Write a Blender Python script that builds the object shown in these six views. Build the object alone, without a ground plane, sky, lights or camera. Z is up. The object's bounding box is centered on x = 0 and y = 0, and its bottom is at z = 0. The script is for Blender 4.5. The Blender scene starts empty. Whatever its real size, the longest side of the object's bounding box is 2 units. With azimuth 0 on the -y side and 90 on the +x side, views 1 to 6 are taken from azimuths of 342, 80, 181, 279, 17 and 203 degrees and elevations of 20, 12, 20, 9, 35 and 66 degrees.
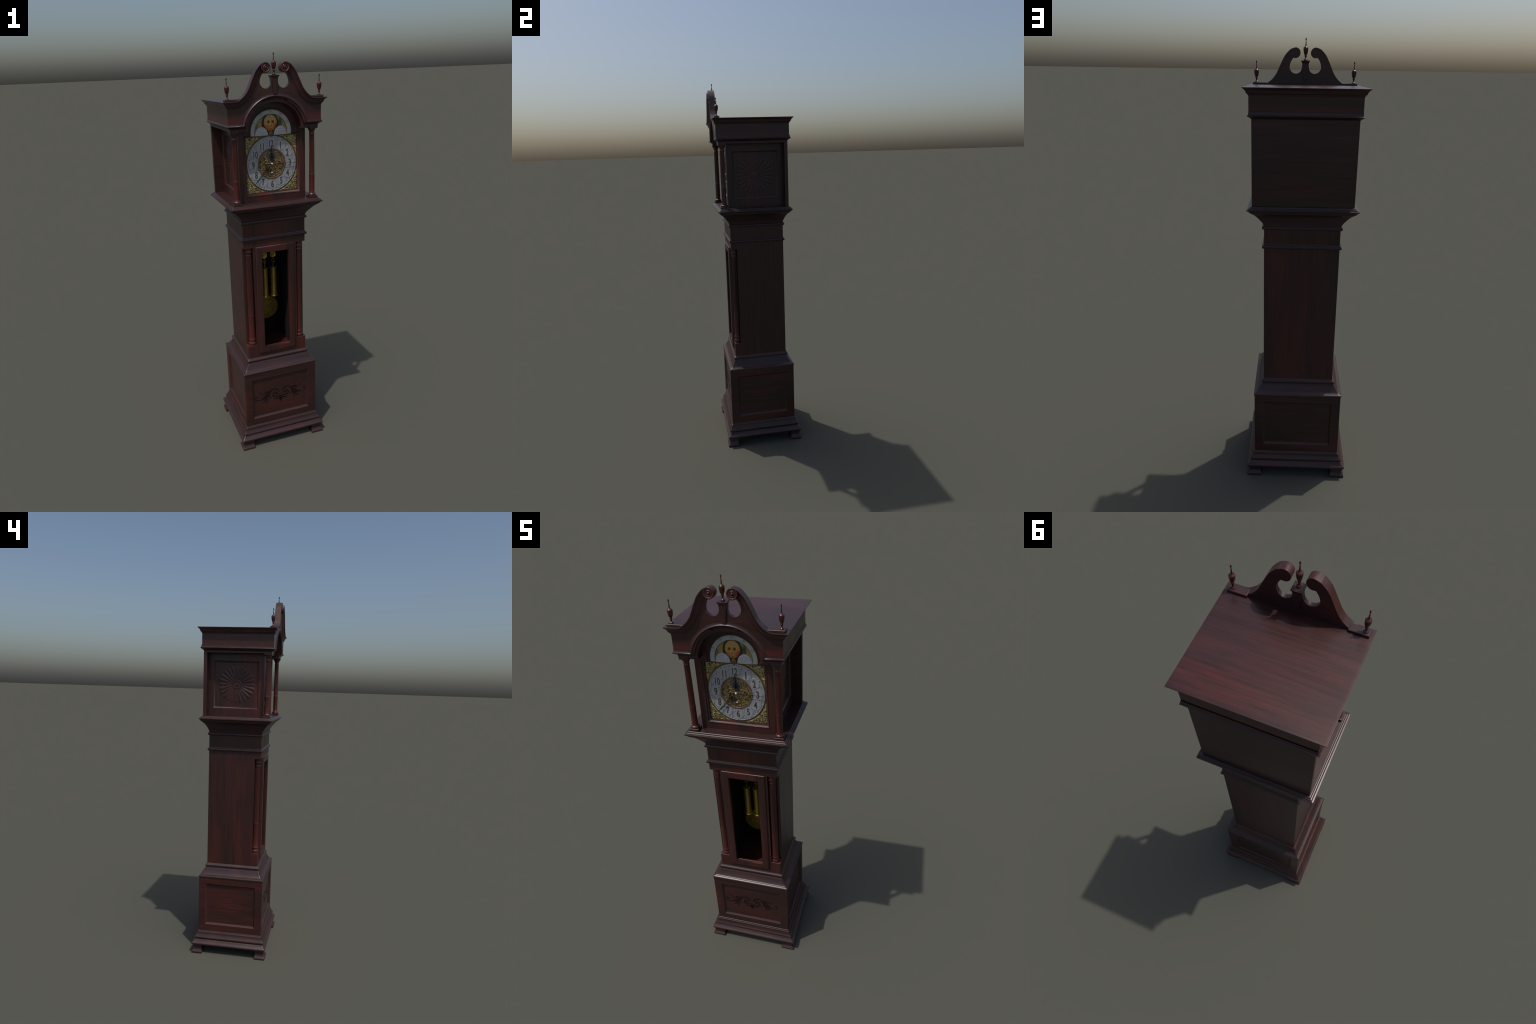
import bpy, bmesh, math, random
from mathutils import Vector, noise

random.seed(7)
noise.seed_set(7)
PI = math.pi

# =====================================================================
#  MATERIALS
# =====================================================================
def new_mat(name):
    m = bpy.data.materials.new(name)
    m.use_nodes = True
    nt = m.node_tree
    b = nt.nodes["Principled BSDF"]
    return m, nt, b


def coords(nt, scale=(1, 1, 1), loc=(0, 0, 0)):
    tc = nt.nodes.new("ShaderNodeTexCoord")
    mp = nt.nodes.new("ShaderNodeMapping")
    mp.inputs["Scale"].default_value = scale
    mp.inputs["Location"].default_value = loc
    nt.links.new(tc.outputs["Object"], mp.inputs["Vector"])
    return mp.outputs["Vector"]


def noise_tex(nt, vec, scale, detail=4.0, rough=0.55, distortion=0.0):
    n = nt.nodes.new("ShaderNodeTexNoise")
    n.inputs["Scale"].default_value = scale
    n.inputs["Detail"].default_value = detail
    n.inputs["Roughness"].default_value = rough
    n.inputs["Distortion"].default_value = distortion
    nt.links.new(vec, n.inputs["Vector"])
    return n.outputs["Fac"]


def ramp(nt, fac, stops):
    r = nt.nodes.new("ShaderNodeValToRGB")
    e = r.color_ramp.elements
    while len(e) < len(stops):
        e.new(0.5)
    for i, (p, c) in enumerate(stops):
        e[i].position = p
        e[i].color = (*c, 1) if len(c) == 3 else c
    nt.links.new(fac, r.inputs["Fac"])
    return r.outputs["Color"]


def mix(nt, fac, a, b):
    n = nt.nodes.new("ShaderNodeMix")
    n.data_type = "RGBA"
    for sock, v in ((n.inputs[0], fac), (n.inputs[6], a), (n.inputs[7], b)):
        if isinstance(v, bpy.types.NodeSocket):
            nt.links.new(v, sock)
        elif isinstance(v, (int, float)):
            sock.default_value = v
        else:
            sock.default_value = (*v, 1)
    return n.outputs[2]


def math_node(nt, op, a, b):
    n = nt.nodes.new("ShaderNodeMath")
    n.operation = op
    for i, v in enumerate((a, b)):
        if isinstance(v, bpy.types.NodeSocket):
            nt.links.new(v, n.inputs[i])
        else:
            n.inputs[i].default_value = v
    return n.outputs[0]


def bump(nt, bsdf, height, strength, dist):
    b = nt.nodes.new("ShaderNodeBump")
    b.inputs["Strength"].default_value = strength
    b.inputs["Distance"].default_value = dist
    nt.links.new(height, b.inputs["Height"])
    nt.links.new(b.outputs["Normal"], bsdf.inputs["Normal"])


def blob(nt, centre, radii, soft=(0.6, 1.0)):
    """1 inside an ellipsoid (object coordinates), fading to 0 at its rim."""
    inv = tuple(1.0 / r for r in radii)
    vec = coords(nt, inv, tuple(-c * i for c, i in zip(centre, inv)))
    ln = nt.nodes.new("ShaderNodeVectorMath")
    ln.operation = "LENGTH"
    nt.links.new(vec, ln.inputs[0])
    mr = nt.nodes.new("ShaderNodeMapRange")
    mr.inputs["From Min"].default_value = soft[0]
    mr.inputs["From Max"].default_value = soft[1]
    mr.inputs["To Min"].default_value = 1.0
    mr.inputs["To Max"].default_value = 0.0
    mr.interpolation_type = "SMOOTHSTEP"
    nt.links.new(ln.outputs["Value"], mr.inputs["Value"])
    return mr.outputs["Result"]


def wood(name, grain, dark, mid, red, red_amount=0.5, rough=0.36, seed=0.0, warm=()):
    """Polished mahogany: fine streaks drawn out along the grain axis, broad
    warm-red figure, small dark pores."""
    m, nt, b = new_mat(name)
    along, across = 4.5, 105.0
    sc = [across] * 3
    sc["xyz".index(grain)] = along
    v = coords(nt, sc, (seed, seed * 1.7, seed * 0.6))
    streak = noise_tex(nt, v, 1.0, 6.0, 0.62, 0.3)
    sc2 = [9.0] * 3
    sc2["xyz".index(grain)] = 1.6
    v2 = coords(nt, sc2, (seed * 2.1, seed, seed * 3.3))
    figure = noise_tex(nt, v2, 1.0, 3.0, 0.5, 0.6)
    sc3 = [420.0] * 3
    sc3["xyz".index(grain)] = 34.0
    pores = noise_tex(nt, coords(nt, sc3), 1.0, 2.0, 0.6)
    base = ramp(nt, streak, [(0.32, dark), (0.62, mid)])
    fig = ramp(nt, figure, [(0.46, (0, 0, 0)), (0.68, (1, 1, 1))])
    fig = math_node(nt, "MULTIPLY", fig, red_amount)
    fig = math_node(nt, "MULTIPLY", fig, math_node(nt, "ADD", streak, 0.35))
    for centre, radii, amount in warm:      # boards with a redder heart
        z = blob(nt, centre, radii, (0.15, 1.0))
        z = math_node(nt, "MULTIPLY", z, math_node(nt, "MULTIPLY", ramp(nt, streak, [(0.36, (0.12,) * 3), (0.62, (1, 1, 1))]), amount))
        fig = math_node(nt, "MAXIMUM", fig, z)
    col = mix(nt, fig, base, red)
    por = ramp(nt, pores, [(0.30, (1, 1, 1)), (0.40, (0, 0, 0))])
    por = math_node(nt, "MULTIPLY", por, 0.45)
    col = mix(nt, por, col, tuple(c * 0.45 for c in dark))
    nt.links.new(col, b.inputs["Base Color"])
    rr = ramp(nt, figure, [(0.3, (rough - 0.04,) * 3), (0.75, (rough + 0.07,) * 3)])
    nt.links.new(rr, b.inputs["Roughness"])
    b.inputs["Specular IOR Level"].default_value = 0.55
    bump(nt, b, math_node(nt, "ADD", streak, pores), 0.06, 0.0005)
    return m


D, M, R = (0.0200, 0.0086, 0.0079), (0.043, 0.0150, 0.0132), (0.100, 0.0160, 0.0105)
WOOD_V = wood("mahogany_upright_grain", "z", D, M, R, 0.55, 0.36, 0.0)
WOOD_X = wood("mahogany_cross_grain", "x", D, M, R, 0.45, 0.34, 3.1,
              warm=(((0, 0, 1.722), (9, 9, 0.026), 0.75), ((0.06, 0.130, 1.808), (0.42, 0.090, 0.012), 0.52), ((-0.08, 0.0, 1.808), (0.30, 0.22, 0.012), 0.35),
                    ((0, 0.182, 1.43), (0.2, 0.018, 0.06), 0.8)))
WOOD_BACK = wood("mahogany_back", "x", D, M, R, 0.25, 0.37, 12.0, warm=(((0, 0.182, 1.43), (0.2, 0.018, 0.06), 0.8),))
WOOD_BASE = wood("mahogany_base", "x", D, M, R, 0.40, 0.35, 3.1, warm=(((-0.196, -0.1768, 0.28), (0.022, 0.02, 0.18), 0.7),))
WOOD_BASE_SIDE = wood("mahogany_base_side", "y", D, M, R, 0.45, 0.35, 4.4,
                      warm=(((-0.2, 0.01, 0.275), (0.03, 0.15, 0.06), 0.9), ((0.2, 0.01, 0.30), (0.03, 0.15, 0.04), 0.8)))
WOOD_Y = wood("mahogany_side_grain", "y", D, M, R, 0.55, 0.36, 5.7)
WOOD_MOULD = wood("mahogany_moulding", "x", (0.0205, 0.0098, 0.0094), (0.039, 0.0160, 0.0150),
                  (0.080, 0.0155, 0.0125), 0.4, 0.36, 8.3)
WOOD_TURNED = wood("mahogany_turned", "z", (0.021, 0.0075, 0.0062), (0.060, 0.0130, 0.0090),
                   (0.135, 0.0165, 0.0095), 0.75, 0.33, 2.4)
WOOD_QUARTER = wood("mahogany_quarter_column", "z", (0.022, 0.0088, 0.0078), (0.047, 0.0142, 0.0115),
                    (0.105, 0.0160, 0.0100), 0.7, 0.34, 6.2)
WOOD_FINIAL = wood("mahogany_finial", "z", (0.028, 0.0080, 0.0070), (0.056, 0.0135, 0.0110),
                   (0.090, 0.0150, 0.0100), 0.5, 0.19, 1.4)
WOOD_INSIDE_SHADE = wood("mahogany_inside_shaded", "z", (0.004, 0.0026, 0.0025), (0.008, 0.0042, 0.0040),
                   (0.012, 0.0045, 0.0040), 0.3, 0.7, 9.9)  # darkness of the unlit cavity painted into the wood colour


def plain(name, col, rough=0.5, metal=0.0, vary=0.0, vscale=60.0, bstr=0.0, bscale=300.0, spec=0.5):
    m, nt, b = new_mat(name)
    b.inputs["Roughness"].default_value = rough
    b.inputs["Metallic"].default_value = metal
    b.inputs["Specular IOR Level"].default_value = spec
    v = coords(nt)
    if vary:
        n = noise_tex(nt, v, vscale, 4.0)
        lo = tuple(c * (1 - vary) for c in col)
        hi = tuple(min(1, c * (1 + vary)) for c in col)
        nt.links.new(ramp(nt, n, [(0.3, lo), (0.7, hi)]), b.inputs["Base Color"])
    else:
        b.inputs["Base Color"].default_value = (*col, 1)
    if bstr:
        bump(nt, b, noise_tex(nt, v, bscale, 3.0), bstr, 0.001)
    return m


CARVED = plain("carved_dark_wood", (0.0085, 0.0042, 0.0036), 0.75, vary=0.3, vscale=120, spec=0.15)
BRASS_PLATE = plain("brass_plate", (0.105, 0.072, 0.016), 0.45, 0.25, 0.25, 45, 0.15, 500)


def chased(name, low, high, scale, rough=0.34, metal=0.35, lo_at=0.40, hi_at=0.62):
    """Cast metal with scroll highlights and crevice shade painted into its two-tone colour."""
    m, nt, b = new_mat(name)
    v = coords(nt)
    n = noise_tex(nt, v, scale, 3.0, 0.5, 1.2)
    nt.links.new(ramp(nt, n, [(lo_at, low), (hi_at, high)]), b.inputs["Base Color"])
    b.inputs["Roughness"].default_value = rough
    b.inputs["Metallic"].default_value = metal
    bump(nt, b, n, 0.9, 0.0016)
    return m


BRASS_RELIEF = chased("brass_relief", (0.075, 0.052, 0.012), (0.44, 0.37, 0.170), 135)
BRASS_CENTRE = chased("brass_centre", (0.038, 0.022, 0.007), (0.300, 0.205, 0.080), 150)
BRASS_RING = plain("bronze_ring", (0.100, 0.072, 0.044), 0.5, 0.1, 0.12, 80)
BRASS_WEIGHT = plain("brass_weight", (0.46, 0.33, 0.060), 0.34, 0.85, 0.25, 90, 0.1, 200)
BRASS_BOB = plain("brass_bob", (0.24, 0.170, 0.028), 0.42, 0.6, 0.35, 60, 0.1, 200)
BRASS_BRIGHT = plain("brass_stud", (0.75, 0.52, 0.10), 0.25, 0.8)
SILVER = plain("silvered_ring", (0.300, 0.315, 0.335), 0.42, 0.15, 0.16, 160, 0.35, 520)
SILVER_HUMP = chased("silvered_hump", (0.27, 0.285, 0.29), (0.47, 0.49, 0.51), 230, 0.42, 0.1, 0.35, 0.6)
SILVER_CHASED = chased("silvered_chasing", (0.075, 0.080, 0.088), (0.36, 0.375, 0.395), 330, 0.40, 0.15, 0.38, 0.56)
SILVER_DIM = plain("silvered_seconds", (0.065, 0.065, 0.062), 0.45, 0.2, 0.3, 200, 0.3, 500)
SILVER_PIN = plain("steel_stud", (0.8, 0.8, 0.8), 0.2, 0.9)
ENAMEL = plain("white_enamel", (0.42, 0.435, 0.40), 0.45, 0.0, 0.06, 60, 0.1, 400)
INK = plain("grey_ink", (0.17, 0.18, 0.175), 0.6)
GILT = plain("gilt_numeral", (0.080, 0.062, 0.028), 0.42, 0.2, 0.15, 150)
BLACK = plain("blued_black_steel", (0.006, 0.006, 0.008), 0.4)
LIP = plain("painted_lip", (0.30, 0.060, 0.016), 0.5)
EYELID = plain("painted_eye", (0.070, 0.028, 0.009), 0.5)


def moon_face_material():
    m, nt, b = new_mat("painted_moon_face")
    v = coords(nt)
    n = noise_tex(nt, v, 90, 4)
    col = ramp(nt, n, [(0.3, (0.40, 0.235, 0.055)), (0.7, (0.47, 0.300, 0.085))])
    col = mix(nt, blob(nt, (-0.022, -0.135, 1.682), (0.028, 0.2, 0.024), (0.2, 1.0)), col, (0.42, 0.110, 0.015))
    col = mix(nt, blob(nt, (0.022, -0.135, 1.687), (0.024, 0.2, 0.026), (0.2, 1.0)), col, (0.42, 0.075, 0.010))
    col = mix(nt, blob(nt, (-0.001, -0.135, 1.669), (0.024, 0.2, 0.014), (0.2, 1.0)), col, (0.40, 0.100, 0.014))
    for x in (-0.0125, 0.0085):
        col = mix(nt, blob(nt, (x, -0.135, 1.7095), (0.0082, 0.2, 0.0092), (0.45, 1.0)), col, (0.11, 0.045, 0.012))
        col = mix(nt, blob(nt, (x + 0.001, -0.135, 1.7075), (0.0050, 0.2, 0.0058), (0.3, 1.0)), col, (0.040, 0.016, 0.006))
    col = mix(nt, blob(nt, (-0.0015, -0.135, 1.6935), (0.0050, 0.2, 0.0040), (0.3, 1.0)), col, (0.24, 0.075, 0.015))
    col = mix(nt, blob(nt, (-0.0005, -0.135, 1.700), (0.0028, 0.2, 0.0100), (0.3, 1.0)), col, (0.34, 0.150, 0.030))
    nt.links.new(col, b.inputs["Base Color"])
    b.inputs["Roughness"].default_value = 0.42
    return m


def moon_sky_material():
    m, nt, b = new_mat("painted_moon_disc")
    n = noise_tex(nt, coords(nt), 55, 4)
    col = ramp(nt, n, [(0.3, (0.26, 0.190, 0.045)), (0.7, (0.36, 0.265, 0.080))])
    col = mix(nt, blob(nt, (-0.070, -0.13, 1.690), (0.016, 0.2, 0.022), (0.3, 1.0)), col, (0.120, 0.130, 0.050))
    col = mix(nt, blob(nt, (0.046, -0.13, 1.705), (0.013, 0.2, 0.030), (0.35, 1.0)), col, (0.045, 0.058, 0.024))
    col = mix(nt, blob(nt, (0.066, -0.13, 1.712), (0.012, 0.2, 0.018), (0.3, 1.0)), col, (0.28, 0.155, 0.030))
    col = mix(nt, blob(nt, (-0.002, -0.13, 1.700), (0.0425, 0.2, 0.052), (0.93, 1.0)), col, (0.010, 0.014, 0.015))
    nt.links.new(col, b.inputs["Base Color"])
    b.inputs["Roughness"].default_value = 0.5
    return m


MOON_FACE = moon_face_material()
MOON_SKY = moon_sky_material()

# =====================================================================
#  GEOMETRY HELPERS
# =====================================================================
ROOT = bpy.data.objects.new("grandfather_clock", None)
bpy.context.scene.collection.objects.link(ROOT)
ROOT["label"] = "tall dark mahogany longcase clock with moon dial and swan-neck top"
ROOT["category"] = "grandfather clock"


def finish(bm, name, mat, parent=None, bevel=0.0, sharp=48.0, wn=True, segs=2, bevel_angle=40.0):
    bmesh.ops.remove_doubles(bm, verts=bm.verts, dist=1e-6)
    bmesh.ops.recalc_face_normals(bm, faces=bm.faces)
    if bevel:
        ed = [e for e in bm.edges if len(e.link_faces) == 2 and e.calc_face_angle(0) > math.radians(bevel_angle)]
        bmesh.ops.bevel(bm, geom=ed, offset=bevel, segments=segs, profile=0.5, affect="EDGES", clamp_overlap=True)
    me = bpy.data.meshes.new(name)
    bm.to_mesh(me)
    bm.free()
    return add(me, name, mat, parent, sharp, wn)


def add(me, name, mat, parent=None, sharp=48.0, wn=True):
    me.materials.clear()
    me.materials.append(mat)
    me.polygons.foreach_set("use_smooth", [True] * len(me.polygons))
    me.set_sharp_from_angle(angle=math.radians(sharp))
    o = bpy.data.objects.new(name, me)
    bpy.context.scene.collection.objects.link(o)
    o.parent = parent or ROOT
    if wn:
        w = o.modifiers.new("weighted", "WEIGHTED_NORMAL")
        w.keep_sharp = True
    return o


def copy(o, loc=(0, 0, 0), scale=None, rot=None):
    c = o.copy()
    bpy.context.scene.collection.objects.link(c)
    c.location = loc
    if scale:
        c.scale = scale
    if rot:
        c.rotation_euler = rot
    return c


def box_bm(x0, x1, y0, y1, z0, z1, bm=None):
    bm = bm or bmesh.new()
    v = [bm.verts.new((x, y, z)) for z in (z0, z1) for x, y in ((x0, y0), (x1, y0), (x1, y1), (x0, y1))]
    for f in ((3, 2, 1, 0), (4, 5, 6, 7), (0, 1, 5, 4), (1, 2, 6, 5), (2, 3, 7, 6), (3, 0, 4, 7)):
        bm.faces.new([v[i] for i in f])
    return bm


def box(name, x0, x1, y0, y1, z0, z1, mat, parent=None, bevel=0.0012):
    return finish(box_bm(x0, x1, y0, y1, z0, z1), name, mat, parent, bevel)


def loft(bm, rings, cap=True, close=True):
    vs = [[bm.verts.new(p) for p in r] for r in rings]
    n = len(vs[0])
    for a, b in zip(vs, vs[1:]):
        for i in range(n if close else n - 1):
            j = (i + 1) % n
            bm.faces.new((a[i], a[j], b[j], b[i]))
    if cap:
        bm.faces.new(list(reversed(vs[0])))
        bm.faces.new(vs[-1])
    return bm


def rect_ring(z, hx, yf, yb, r=0.0034, n=4):
    pts = []
    for cx, cy, a0 in ((hx - r, yb - r, 0), (-hx + r, yb - r, 90), (-hx + r, yf + r, 180), (hx - r, yf + r, 270)):
        for k in range(n + 1):
            a = math.radians(a0 + 90 * k / n)
            pts.append((cx + r * math.cos(a), cy + r * math.sin(a), z))
    return pts


def rect_loft(name, rows, mat, parent=None, r=0.0034, sharp=48):
    """Stack of mitred rectangles: each row is (z, half width, front y, back y)."""
    bm = loft(bmesh.new(), [rect_ring(*row, r=r) for row in rows])
    return finish(bm, name, mat, parent, sharp=sharp)


def grow(rows, d=0.0006):
    return [(z, hx + d, yf - d * 0.6, yb + d) for z, hx, yf, yb in rows]


def lathe_pts(profile, segs, flute=None):
    rings = []
    for r, z in profile:
        ring = []
        for i in range(segs):
            a = 2 * PI * i / segs
            rr = r
            if flute and flute[0] < z < flute[1]:
                c = 0.5 + 0.5 * math.cos(a * flute[2])
                rr = r - flute[3] * (1 - abs(2 * c - 1) ** 0.8)
            ring.append((max(rr, 1e-5) * math.cos(a), max(rr, 1e-5) * math.sin(a), z))
        rings.append(ring)
    return rings


def lathe(name, profile, mat, parent=None, segs=40, flute=None, place=None, sharp=55):
    rings = lathe_pts(profile, segs, flute)
    if place:
        rings = [[place(*p) for p in r] for r in rings]
    return finish(loft(bmesh.new(), rings), name, mat, parent, sharp=sharp, wn=False)


def spline(pts, per=8):
    """Catmull-Rom through control points (any dimension)."""
    out = []
    P = [pts[0]] + list(pts) + [pts[-1]]
    for i in range(1, len(P) - 2):
        p0, p1, p2, p3 = P[i - 1], P[i], P[i + 1], P[i + 2]
        for k in range(per):
            t = k / per
            out.append(tuple(0.5 * (2 * b + (c - a) * t + (2 * a - 5 * b + 4 * c - d) * t * t
                                    + (3 * b - a - 3 * c + d) * t ** 3) for a, b, c, d in zip(p0, p1, p2, p3)))
    out.append(tuple(pts[-1]))
    return out


def prism_xz(name, outline, y0, y1, mat, parent=None, bevel=0.0, sharp=48):
    bm = bmesh.new()
    a = [bm.verts.new((x, y0, z)) for x, z in outline]
    b = [bm.verts.new((x, y1, z)) for x, z in outline]
    n = len(a)
    bm.faces.new(a)
    bm.faces.new(list(reversed(b)))
    for i in range(n):
        j = (i + 1) % n
        bm.faces.new((a[i], b[i], b[j], a[j]))
    return finish(bm, name, mat, parent, bevel, sharp)


def stroke_bm(bm, pts, widths, y, depth, mirror=False):
    """Ribbon with bevelled shoulders following a line in the x-z plane."""
    s = -1 if mirror else 1
    n = len(pts)
    rings = []
    for i, (x, z) in enumerate(pts):
        x0, z0 = pts[max(i - 1, 0)]
        x1, z1 = pts[min(i + 1, n - 1)]
        tx, tz = x1 - x0, z1 - z0
        L = math.hypot(tx, tz) or 1
        nx, nz = -tz / L, tx / L
        t = i / (n - 1) * (len(widths) - 1)
        k = min(int(t), len(widths) - 2)
        w = widths[k] + (widths[k + 1] - widths[k]) * (t - k)
        ring = []
        for f, d in ((1, 0), (0.72, depth), (-0.72, depth), (-1, 0)):
            ring.append((s * (x + nx * w * f), y - d, z + nz * w * f))
        rings.append(ring)
    loft(bm, rings)


def boolean(target, cutters):
    for c in cutters:
        md = target.modifiers.new("cut", "BOOLEAN")
        md.operation = "DIFFERENCE"
        md.solver = "EXACT"
        md.object = c
    bpy.context.view_layer.update()
    dg = bpy.context.evaluated_depsgraph_get()
    me = bpy.data.meshes.new_from_object(target.evaluated_get(dg))
    target.modifiers.clear()
    old = target.data
    bm = bmesh.new()
    bm.from_mesh(me)
    bpy.data.meshes.remove(me)
    for o in [target] + cutters:
        bpy.data.objects.remove(o, do_unlink=True)
    return bm


def temp(bm, name="cutter"):
    bmesh.ops.recalc_face_normals(bm, faces=bm.faces)
    me = bpy.data.meshes.new(name)
    bm.to_mesh(me)
    bm.free()
    o = bpy.data.objects.new(name, me)
    bpy.context.scene.collection.objects.link(o)
    return o


def clean_bevel(bm, off, ang=40):
    bmesh.ops.remove_doubles(bm, verts=bm.verts, dist=1e-5)
    bmesh.ops.dissolve_limit(bm, angle_limit=math.radians(1), verts=bm.verts, edges=bm.edges)
    ed = [e for e in bm.edges if len(e.link_faces) == 2 and e.calc_face_angle(0) > math.radians(ang)]
    bmesh.ops.bevel(bm, geom=ed, offset=off, segments=2, profile=0.5, affect="EDGES", clamp_overlap=True)
    return bm


# =====================================================================
#  BASE: feet, plinth mouldings, panelled box, upper cove
# =====================================================================
def foot_mesh(x0, x1, y0, y1, name):
    """Bracket foot: broad sole, hollowed ankle, fillet under the plinth."""
    rows = [(0.0, 0.0), (0.0, 0.006), (0.0016, 0.0085), (0.006, 0.0125), (0.0095, 0.019), (0.0115, 0.027),
            (0.0120, 0.0325), (0.0075, 0.0335), (0.0075, 0.0510)]
    rings = []
    for ins, z in rows:
        r = 0.0014
        pts = []
        X0, X1, Y0, Y1 = x0 + ins, x1 - ins * 0.35, y0 + ins, y1 - ins * 0.35
        for cx, cy, a0 in ((X1 - r, Y1 - r, 0), (X0 + r, Y1 - r, 90), (X0 + r, Y0 + r, 180), (X1 - r, Y0 + r, 270)):
            for k in range(4):
                a = math.radians(a0 + 30 * k)
                pts.append((cx + r * math.cos(a), cy + r * math.sin(a), z))
        rings.append(pts)
    return loft(bmesh.new(), rings)


base_rows = [
    (0.0500, 0.2300, -0.2005, 0.2100), (0.0505, 0.2350, -0.2055, 0.2152), (0.0560, 0.2357, -0.2062, 0.2157),
    (0.0590, 0.2345, -0.2050, 0.2143), (0.0625, 0.2300, -0.2008, 0.2103), (0.0665, 0.2252, -0.1965, 0.2062),
    (0.0710, 0.2215, -0.1930, 0.2030), (0.0755, 0.2190, -0.1905, 0.2007), (0.0770, 0.2150, -0.1880, 0.1985),
    (0.0800, 0.2150, -0.1880, 0.1985), (0.0815, 0.2185, -0.1930, 0.2008), (0.0850, 0.2198, -0.1942, 0.2018),
    (0.0895, 0.2192, -0.1935, 0.2012), (0.0935, 0.2165, -0.1905, 0.1990), (0.0955, 0.2140, -0.1885, 0.1970),
    (0.0985, 0.2132, -0.1880, 0.1962), (0.1010, 0.2105, -0.1860, 0.1940), (0.1060, 0.2085, -0.1842, 0.1922),
    (0.1120, 0.2070, -0.1828, 0.1908), (0.1165, 0.2062, -0.1822, 0.1902), (0.1180, 0.2035, -0.1798, 0.1878),
    (0.1235, 0.2022, -0.1785, 0.1862), (0.1250, 0.2000, -0.1762, 0.1840)]
plinth = rect_loft("plinth", grow(base_rows, 0.0004), WOOD_MOULD)
# feet: front pair and back pair mirrored in x
for (y0, y1, flip) in ((-0.2072, -0.1470, False), (0.1552, 0.2154, True)):
    for sx in (-1, 1):
        bm = foot_mesh(-0.2352, -0.1670, -0.2072, -0.1470, "foot")
        for v in bm.verts:
            if sx > 0:
                v.co.x = -v.co.x
            if flip:
                v.co.y = -v.co.y + 0.0082
        finish(bm, "foot", WOOD_MOULD, plinth)


def panel_face(bm, P, u0, u1, v0, v1, margins, depth, slope):
    """Flat framed face with a sunk, bevelled field.  P maps (u, v, depth) to 3D."""
    mu0, mu1, mv0, mv1 = margins
    def rect(a, b, c, d, k):
        return [bm.verts.new(P(u, v, k)) for u, v in ((a, c), (b, c), (b, d), (a, d))]
    pu0, pu1, pv0, pv1 = u0 + mu0, u1 - mu1, v0 + mv0, v1 - mv1
    rows = [rect(u0, u1, v0, v1, 0), rect(pu0, pu1, pv0, pv1, 0)]
    for f, g in ((0.10, 0.16), (0.3, 0.42), (0.55, 0.70), (0.8, 0.91), (1.0, 1.0)):
        s = slope * f
        rows.append(rect(pu0 + s, pu1 - s, pv0 + s, pv1 - s, depth * g))
    for a, b in zip(rows, rows[1:]):
        for i in range(4):
            j = (i + 1) % 4
            bm.faces.new((a[i], a[j], b[j], b[i]))
    bm.faces.new(rows[-1])


HX, YF, YB, Z0, Z1 = 0.2007, -0.1770, 0.1848, 0.1245, 0.4480
bm = bmesh.new()
mz = (0.0385, 0.0435)
panel_face(bm, lambda u, v, k: (u, YF + k, v), -HX, HX, Z0, Z1, (0.0405, 0.0405, *mz), 0.0090, 0.0120)
panel_face(bm, lambda u, v, k: (u, YB - k, v), -HX, HX, Z0, Z1, (0.0405, 0.0405, *mz), 0.0080, 0.0120)
for s in (-1, 1):
    panel_face(bm, lambda u, v, k: (s * (HX - k), u, v), YF, YB, Z0, Z1, (0.0400, 0.0385, *mz), 0.0085, 0.0120)
bmesh.ops.remove_doubles(bm, verts=bm.verts, dist=1e-5)
for z in (Z0, Z1):
    vs = [v for v in bm.verts if abs(v.co.z - z) < 1e-5]
    vs.sort(key=lambda v: math.atan2(v.co.y, v.co.x))
    bm.faces.new(vs)
base_box = finish(bm, "base_box", WOOD_BASE, bevel=0.0013, bevel_angle=60, sharp=40)
base_box.data.materials.append(WOOD_BASE_SIDE)
for f in base_box.data.polygons:
    if abs(f.normal.x) > 0.6:
        f.material_index = 1

cap_rows = [
    (0.4405, 0.2000, -0.1762, 0.1840), (0.4415, 0.2026, -0.1780, 0.1862), (0.4440, 0.2034, -0.1788, 0.1870),
    (0.4475, 0.2030, -0.1784, 0.1866), (0.4505, 0.2010, -0.1764, 0.1846), (0.4520, 0.1972, -0.1728, 0.1808),
    (0.4530, 0.1945, -0.1706, 0.1782), (0.4545, 0.1935, -0.1698, 0.1772), (0.4550, 0.1905, -0.1670, 0.1745),
    (0.4580, 0.1870, -0.1640, 0.1712), (0.4630, 0.1828, -0.1602, 0.1674), (0.4690, 0.1787, -0.1567, 0.1634),
    (0.4760, 0.1745, -0.1530, 0.1596), (0.4830, 0.1710, -0.1500, 0.1566), (0.4885, 0.1680, -0.1472, 0.1548),
    (0.4920, 0.1655, -0.1448, 0.1540), (0.4960, 0.1650, -0.1445, 0.1538), (0.4970, 0.1685, -0.1466, 0.1560),
    (0.5000, 0.1700, -0.1478, 0.1573), (0.5035, 0.1702, -0.1479, 0.1575), (0.5065, 0.1690, -0.1470, 0.1565),
    (0.5090, 0.1655, -0.1440, 0.1535), (0.5115, 0.1615, -0.1405, 0.1508), (0.5160, 0.1588, -0.1383, 0.1488)]
rect_loft("base_cornice", grow(cap_rows), WOOD_MOULD)

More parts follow.
